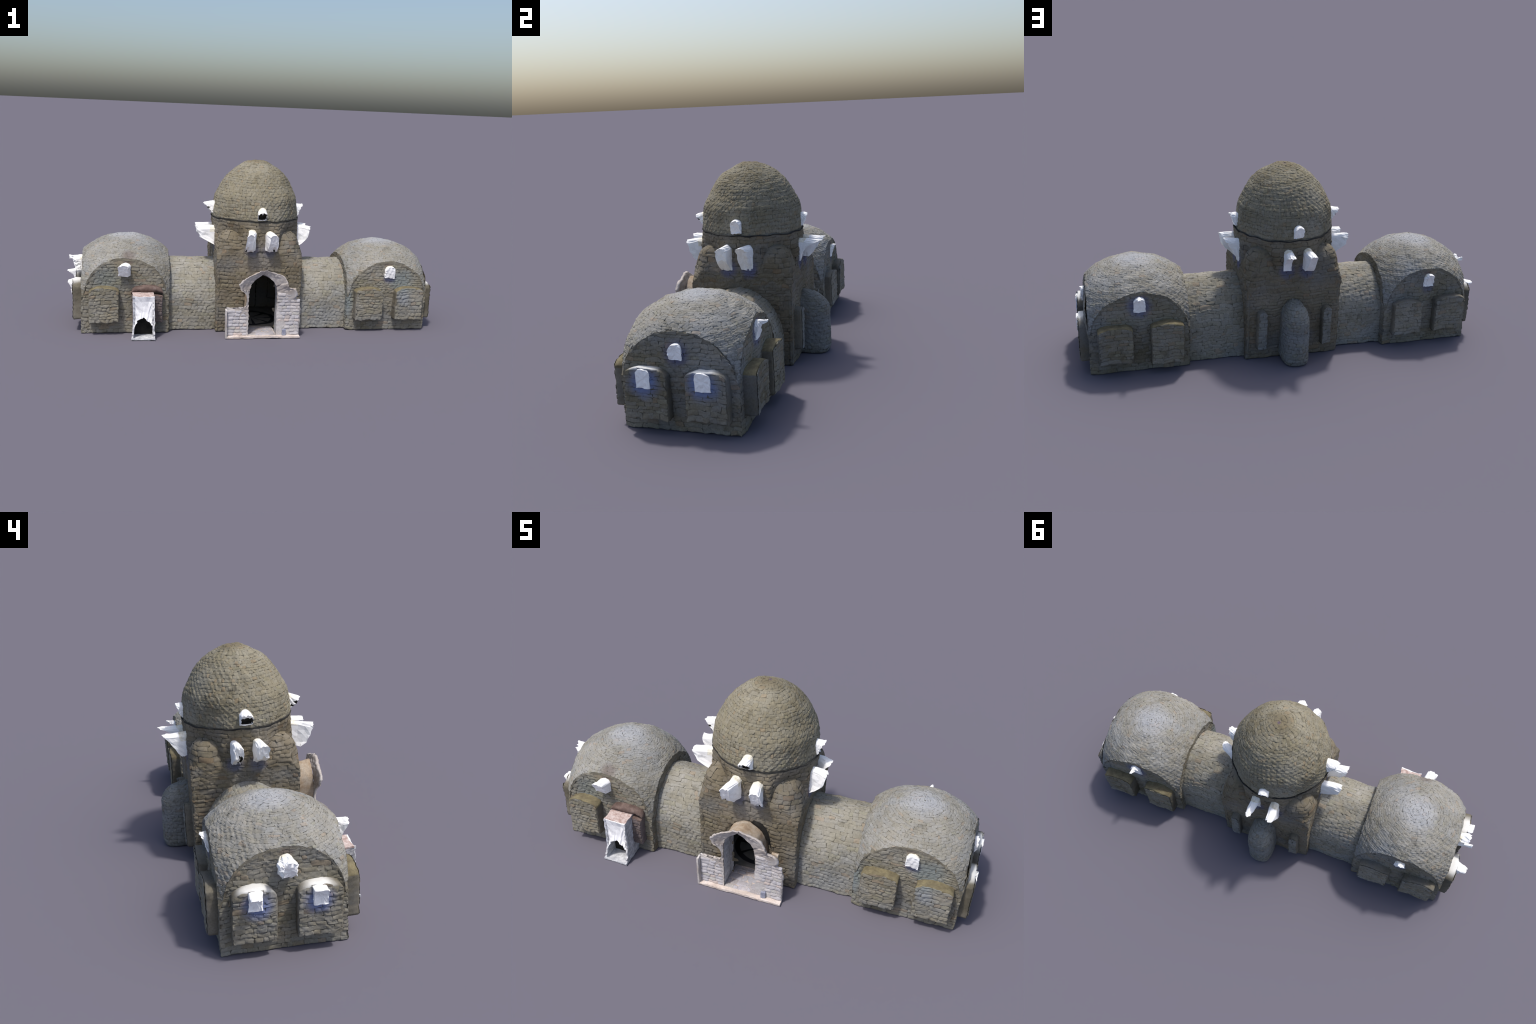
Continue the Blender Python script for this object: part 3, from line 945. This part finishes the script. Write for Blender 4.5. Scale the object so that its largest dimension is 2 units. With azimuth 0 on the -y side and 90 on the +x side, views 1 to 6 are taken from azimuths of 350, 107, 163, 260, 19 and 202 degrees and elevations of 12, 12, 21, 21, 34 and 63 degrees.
# one in each outer lunette of the chapels
window_shaft('S', -0.683, -0.2310, 0.051, 0.304, 0.368, 0.022, 0.058, W_CH, 0.8, -0.012, 0.003, 0.0, 0.3)
window_shaft('N', -0.683, 0.2245, 0.050, 0.300, 0.369, 0.004, 0.030, W_CH, 1.6, 0.006, 0.003, 0.35, 0.5, cream=1)
window_shaft('W', -0.005, -0.907, 0.048, 0.291, 0.364, 0.030, 0.052, W_CH, 0.5, 0.012, 0.004, 0.0, 0.5, cream=1, jag=0.003)
window_shaft('W', 0.021, -0.950, 0.016, 0.338, 0.354, 0.028, 0.030, W_CH, 1.0, 0.0, 0.0, 0.2, 0.3)
window_shaft('S', 0.727, -0.2310, 0.052, 0.291, 0.358, 0.008, 0.018, E_CH, 0.8, 0.0, 0.005, 0.0, 0.5, cream=1, jag=0.0007)
window_shaft('E', -0.007, 0.956, 0.050, 0.278, 0.338, 0.006, 0.010, E_CH, 1.0, 0.0, 0.003, 0.0, 0.5)
window_shaft('N', 0.722, 0.2245, 0.052, 0.289, 0.360, 0.003, 0.016, E_CH, 1.0, 0.0, 0.003, 0.0, 0.5)
window_shaft('N', 0.722, 0.2285, 0.014, 0.340, 0.362, 0.006, 0.040, E_CH, 1.0, -0.002, -0.006, 0.3, 0.3)
# blown-out window light modelled as white blocks in the end niches
window_shaft('E', -0.124, 0.976, 0.052, 0.175, 0.246, 0.015, 0.016, E_CH, 1.0, 0, 0, 0, 0.35, jag=0.0004)
window_shaft('E', 0.101, 0.976, 0.056, 0.179, 0.248, 0.015, 0.016, E_CH, 1.0, 0, 0, 0, 0.35, jag=0.0004)
window_shaft('W', -0.114, -0.946, 0.052, 0.186, 0.262, 0.009, 0.032, W_CH, 3, 0.004, 0.012, 0.0, 0.15, jag=0.0008)
window_shaft('W', 0.104, -0.946, 0.052, 0.188, 0.266, 0.009, 0.052, W_CH, 3, -0.004, 0.014, 0.2, 0.15, jag=0.0008)

# ---- entrance: paved threshold, vaulted tunnel, ragged front sheet with stones
entrance = bpy.data.objects.new("entrance", None)
bpy.context.collection.objects.link(entrance)
entrance.parent = church


b = Build()
box(b, -0.172, 0.212, -0.358, -0.326, 0.0, 0.0095, n=(30, 8, 2))
box(b, -0.064, 0.094, -0.3262, -0.180, 0.0, 0.0092, n=(10, 8, 2))
b.object("threshold", [M_SILL], entrance)
b = Build()


def pave(s, v):
    return np.stack([-0.060 + 0.150 * np.clip(s, 0, 1), np.clip(v, -0.335, -0.180), np.full(len(s), 0.0105)], -1), np.broadcast_to(np.array([0., 0, 1]), (len(s), 3))


V, F = lay_stones(pave, lambda v: 0.15, -0.335, -0.185, 0.030, 0.032, 0.0012, RNG, rough=0.0001, joint=0.0008, wob=0.0003)
b.add(V, F.tolist())
b.object("paving", [M_PAVE], entrance)["kind"] = "stuff"
b = Build()
g = np.array([[(cx + 0.2 * i / 20 * math.cos(a), 0.2 * i / 20 * math.sin(a), 0.006) for a in np.linspace(0, 2 * PI, 49)[:-1]] for i in range(21)])
g[:, :, 0] = np.clip(cx + (g[:, :, 0] - cx) * 1.4, cx - 0.208, cx + 0.208)
g[:, :, 1] = np.clip(g[:, :, 1] * 1.4, -0.186, 0.208)
b.grid(g, closed=True, flip=False)
b.object("inlaid_floor", [M_WHEEL], tower)


def resample(pts, n, jag=0.0, rr=None):
    pts = np.array(pts, float)
    d = np.concatenate([[0], np.cumsum(np.linalg.norm(np.diff(pts, axis=0), axis=1))])
    q = np.linspace(0, d[-1], n)
    o = np.stack([np.interp(q, d, pts[:, 0]), np.interp(q, d, pts[:, 1])], -1)
    if jag and rr is not None:
        o[1:-1] += rr.normal(0, jag, (n - 2, 2))
    return o


def sheet(inner, outer, y, thick, name, mats, parent, across=10, bulge=0.002, seed=5, lean=0.0, dish=0.0):
    """Upright sheet between an inner (opening) and an outer (torn) edge line of equal length."""
    rr = np.random.default_rng(seed)
    m = len(inner)
    T = np.linspace(0, 1, across)
    front = np.zeros((across, m, 3))
    for i, t in enumerate(T):
        q = inner * (1 - t) + outer * t
        front[i] = np.stack([q[:, 0], y + lean * (0.35 + 0.65 * t) * np.clip(q[:, 1] - 0.18, 0, 0.12) + rr.normal(0, bulge, m) * 0.5 + dish * math.sin(PI * t) ** 0.7, q[:, 1]], -1)
    back = front + np.array([0, thick, 0])
    b = Build()
    ring = np.concatenate([front, back[::-1], front[:1]])
    b.grid(ring, 0, flip=True)
    for col in (0, m - 1):
        pts = np.concatenate([front[:, col], back[::-1, col]])
        b.add(pts, [list(range(len(pts)))])
    return b.object(name, mats, parent)


rr = np.random.default_rng(11)
# opening line, split at the same landmarks as the torn outer edge
inn = [[(-0.060, 0.008), (-0.060, 0.140)], [(-0.060, 0.140), (-0.061, 0.180)], [(-0.061, 0.180), (-0.060, 0.245)], [(-0.060, 0.245), (-0.052, 0.280), (-0.034, 0.305), (-0.007, 0.328), (0.012, 0.335)],
       [(0.012, 0.335), (0.038, 0.322), (0.068, 0.297), (0.082, 0.270)], [(0.082, 0.270), (0.087, 0.233)], [(0.087, 0.233), (0.088, 0.185)], [(0.088, 0.185), (0.090, 0.008)]]
outr = [[(-0.172, 0.008), (-0.175, 0.158)], [(-0.175, 0.158), (-0.135, 0.158), (-0.100, 0.152), (-0.076, 0.158)], [(-0.076, 0.158), (-0.069, 0.178), (-0.068, 0.205), (-0.077, 0.225), (-0.104, 0.250)],
        [(-0.104, 0.250), (-0.114, 0.281), (-0.103, 0.304), (-0.058, 0.330), (-0.008, 0.356), (0.020, 0.357)], [(0.020, 0.357), (0.054, 0.350), (0.092, 0.340), (0.121, 0.327), (0.137, 0.297)],
        [(0.137, 0.297), (0.142, 0.269), (0.160, 0.264), (0.170, 0.264)], [(0.170, 0.264), (0.187, 0.250), (0.193, 0.226), (0.176, 0.203), (0.202, 0.184)], [(0.202, 0.184), (0.213, 0.150), (0.213, 0.008)]]
NS = [22, 12, 10, 22, 18, 10, 10, 26]
inner = np.concatenate([resample(p, k) for p, k in zip(inn, NS)])
outer = np.concatenate([resample(p, k, 0.0012, rr) for p, k in zip(outr, NS)])
sheet(inner, outer, -0.335, 0.012, "door_front", [M_PLASTER], entrance, lean=-0.20)

# vaulted tunnel behind it
prof_i = resample([(-0.060, 0.0), (-0.060, 0.245), (-0.052, 0.280), (-0.034, 0.305), (-0.007, 0.328), (0.012, 0.335), (0.038, 0.322), (0.068, 0.297), (0.082, 0.270), (0.088, 0.233), (0.090, 0.0)], 60)
nrm2 = np.gradient(prof_i, axis=0)
nrm2 = np.stack([-nrm2[:, 1], nrm2[:, 0]], -1)
nrm2 /= np.linalg.norm(nrm2, axis=1)[:, None]
b = Build()
rows_o, rows_i = [], []
for y in np.linspace(-0.218, -0.328, 14):
    f = math.sin(PI * (y + 0.215) / -0.118)
    crown = np.clip((prof_i[:, 1] - 0.27) / 0.06, 0, 1)
    back = (y + 0.333) / 0.118
    pi = prof_i.copy()
    pi[:, 1] -= 0.024 * back * crown
    pi[:, 0] += 0.012 * back * np.clip((pi[:, 0] - 0.03) / 0.05, 0, 1)
    o = pi + nrm2 * (0.005 + 0.007 * crown * (0.6 + 0.4 * f))[:, None]
    rows_o.append(np.stack([o[:, 0], np.full(60, y), np.maximum(o[:, 1], 0)], -1))
    rows_i.append(np.stack([pi[:, 0], np.full(60, y), pi[:, 1]], -1))
b.grid(np.array(rows_o), 0, flip=True)
b.grid(np.array(rows_i), 1)
b.grid(np.stack([rows_o[-1], rows_i[-1]]), 0)
b.object("entrance_vault", [M_TUNNEL, M_PORCHSIDE], entrance)
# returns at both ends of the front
b = Build()
box(b, -0.180, -0.172, -0.358, -0.326, 0.0, 0.150, n=(2, 5, 10))
b.object("end_return", [M_PLASTER], entrance)
b = Build()
box(b, 0.156, 0.184, -0.331, -0.318, 0.20, 0.258, n=(4, 4, 6))
b.object("broken_shoulder", [M_TUNNEL], entrance)
# dark curved strip beside the crown of the entrance vault
b = Build()
rows = []
for t in np.linspace(0, 1, 16):
    a = 0.15 + 1.25 * t
    x, z = 0.020 + 0.096 * math.sin(a), 0.236 + 0.100 * math.cos(a) - 0.03 * t
    wd = 0.010 * math.sin(PI * min(1, 0.1 + t)) + 0.004
    rows.append([(x - wd, -0.236, z - wd), (x - wd * .4, -0.244, z), (x + wd * .5, -0.244, z + wd * .3), (x + wd, -0.235, z + wd * .6)])
b.grid(np.array(rows))
b.object("dark_strip", [M_DARK], entrance)
# small blue-grey plate at the foot of the right jamb
b = Build()
box(b, 0.121, 0.141, -0.3475, -0.336, 0.011, 0.044, n=(3, 2, 4))
b.object("stone_plate", [simple_mat("blue_grey_slate", [(0.3, (0.22, 0.23, 0.30)), (0.7, (0.34, 0.35, 0.42))], 40)], entrance)

# separately laid facing stones on the two jambs
blocks = []
for k in range(6):
    r2 = np.random.default_rng(40 + k)
    bb = Build()
    G = np.zeros((6, 8, 3))
    for i in range(6):
        for j in range(8):
            u, v = -1 + 2 * j / 7, -1 + 2 * i / 5
            e = max(abs(u), abs(v))
            d = 0.0 if e > 0.99 else 1.0 - 0.35 * (u * u + v * v) * 0.5 + r2.normal(0, 0.16) + 0.25 * v * -1
            uu, vv = u * (1 - 0.04 * v ** 4) + 0.03 * r2.normal(), v * (1 - 0.07 * u ** 4) + 0.06 * r2.normal()
            G[i, j] = (uu * 0.5, -d, vv * 0.5)
    bb.grid(G)
    ob = bb.object("stone", [M_DOORSTONE], warped=False)
    blocks.append(ob.data)
    bpy.data.objects.remove(ob)
for x0, x1, z_top in ((-0.170, -0.064, lambda x: 0.150), (0.091, 0.2095, lambda x: 0.232 - 0.6 * max(0, x - 0.15))):
    z = 0.011
    r2 = np.random.default_rng(int(x1 * 1000) + 900)
    while z < 0.23:
        hgt = r2.uniform(0.013, 0.021)
        x = x0
        while x < x1 - 0.006:
            wd = min(r2.uniform(0.020, 0.048), x1 - x)
            if x1 - x - wd < 0.012:
                wd = x1 - x
            if z + hgt < z_top(x + wd / 2) + 0.006 and not (x + wd > 0.122 and x < 0.140 and z < 0.040 and x0 > 0):
                ob = bpy.data.objects.new("stone", blocks[int(r2.integers(6))])
                bpy.context.collection.objects.link(ob)
                ob.parent = entrance
                ob.location = (x + wd / 2, -0.3345 - 0.09 * max(0, z + hgt / 2 - 0.18), z + hgt / 2)
                ob.scale = (wd + 0.0005, r2.uniform(0.0018, 0.0040), hgt + 0.0004)
                ob.rotation_euler = (0, r2.normal(0, 0.03), r2.normal(0, 0.05))
            x += wd
        z += hgt

# ---- white porch in front of the west chapel
porch = bpy.data.objects.new("porch", None)
bpy.context.collection.objects.link(porch)
porch.parent = church
rr = np.random.default_rng(23)


def side_wall(x, thick, mat, seed):
    r2 = np.random.default_rng(seed)
    G = np.zeros((26, 12, 3))
    for i in range(26):
        z = 0.221 * i / 25
        yf = -0.334 if z > 0.07 else -0.336 - 0.020 * (1 - z / 0.07) ** 0.8
        yf += r2.normal(0, 0.0022)
        for j in range(12):
            t = j / 11
            G[i, j] = (x + (0.006 * (1 - z / 0.07) * t * np.sign(x + 0.593) if z < 0.07 else 0), -0.222 + (yf + 0.222) * t, z)
    b = Build()
    L, R = G.copy(), G.copy()
    L[:, :, 0] -= thick / 2
    R[:, :, 0] += thick / 2
    ringed = np.concatenate([L, R[::-1], L[:1]])
    b.grid(ringed, 0)
    b.grid(np.stack([L[:, -1], R[:, -1]]), 0, flip=True)
    return b.object("porch_wall", [mat], porch, smooth=False)


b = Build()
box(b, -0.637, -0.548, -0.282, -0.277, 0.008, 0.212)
b.object("doorway_darkness_slab", [M_DARK], porch)  # black slab drawn for the lightless interior beyond the porch
side_wall(-0.641, 0.008, M_PORCHSIDE, 1)
side_wall(-0.544, 0.008, M_PORCHSIDE, 2)
b = Build()
box(b, -0.646, -0.540, -0.331, -0.222, 0.213, 0.2215, n=(10, 10, 2))
b.object("porch_roof", [M_PINK], porch)
G = np.zeros((14, 12, 3))
for i in range(14):
    t = i / 13
    for j in range(12):
        u = j / 11
        G[i, j] = (-0.645 + 0.105 * u + 0.007 * t ** 3 * (2 * u - 1), -0.222 - 0.137 * t - 0.006 * u * t - rr.normal(0, 0.0008) * (t > 0.9), 0.006 + 0.004 * abs(2 * u - 1) ** 4)
b = Build()
b.grid(G, flip=True)
low = G.copy(); low[:, :, 2] = 0.0
b.grid(np.stack([G[-1], low[-1]]), flip=True)
b.grid(np.stack([G[:, 0], low[:, 0]]), flip=True); b.grid(np.stack([G[:, -1], low[:, -1]]))
b.object("porch_floor", [simple_mat("grey_porch_paving", [(0.3, (0.34, 0.35, 0.38)), (0.5, (0.50, 0.51, 0.54)), (0.72, (0.70, 0.71, 0.73))], 50)], porch)
pin = resample([(-0.640, 0.058), (-0.630, 0.074), (-0.624, 0.094), (-0.604, 0.107), (-0.590, 0.108), (-0.574, 0.098), (-0.560, 0.080), (-0.544, 0.062)], 24, 0.0014, rr)
pout = np.concatenate([resample([(-0.645, 0.058), (-0.645, 0.218)], 9, 0.0014, rr), resample([(-0.645, 0.218), (-0.540, 0.220)], 7, 0.001, rr)[1:], resample([(-0.540, 0.220), (-0.539, 0.062)], 10, 0.002, rr)[1:]])
sheet(pin, pout, -0.338, 0.006, "porch_front", [M_PORCH], porch, across=5, bulge=0.003, lean=0.04, dish=0.009, seed=9)
for ob in bpy.data.objects:
    if ob.name.startswith("porch_front"):
        for p in ob.data.polygons:
            p.use_smooth = False
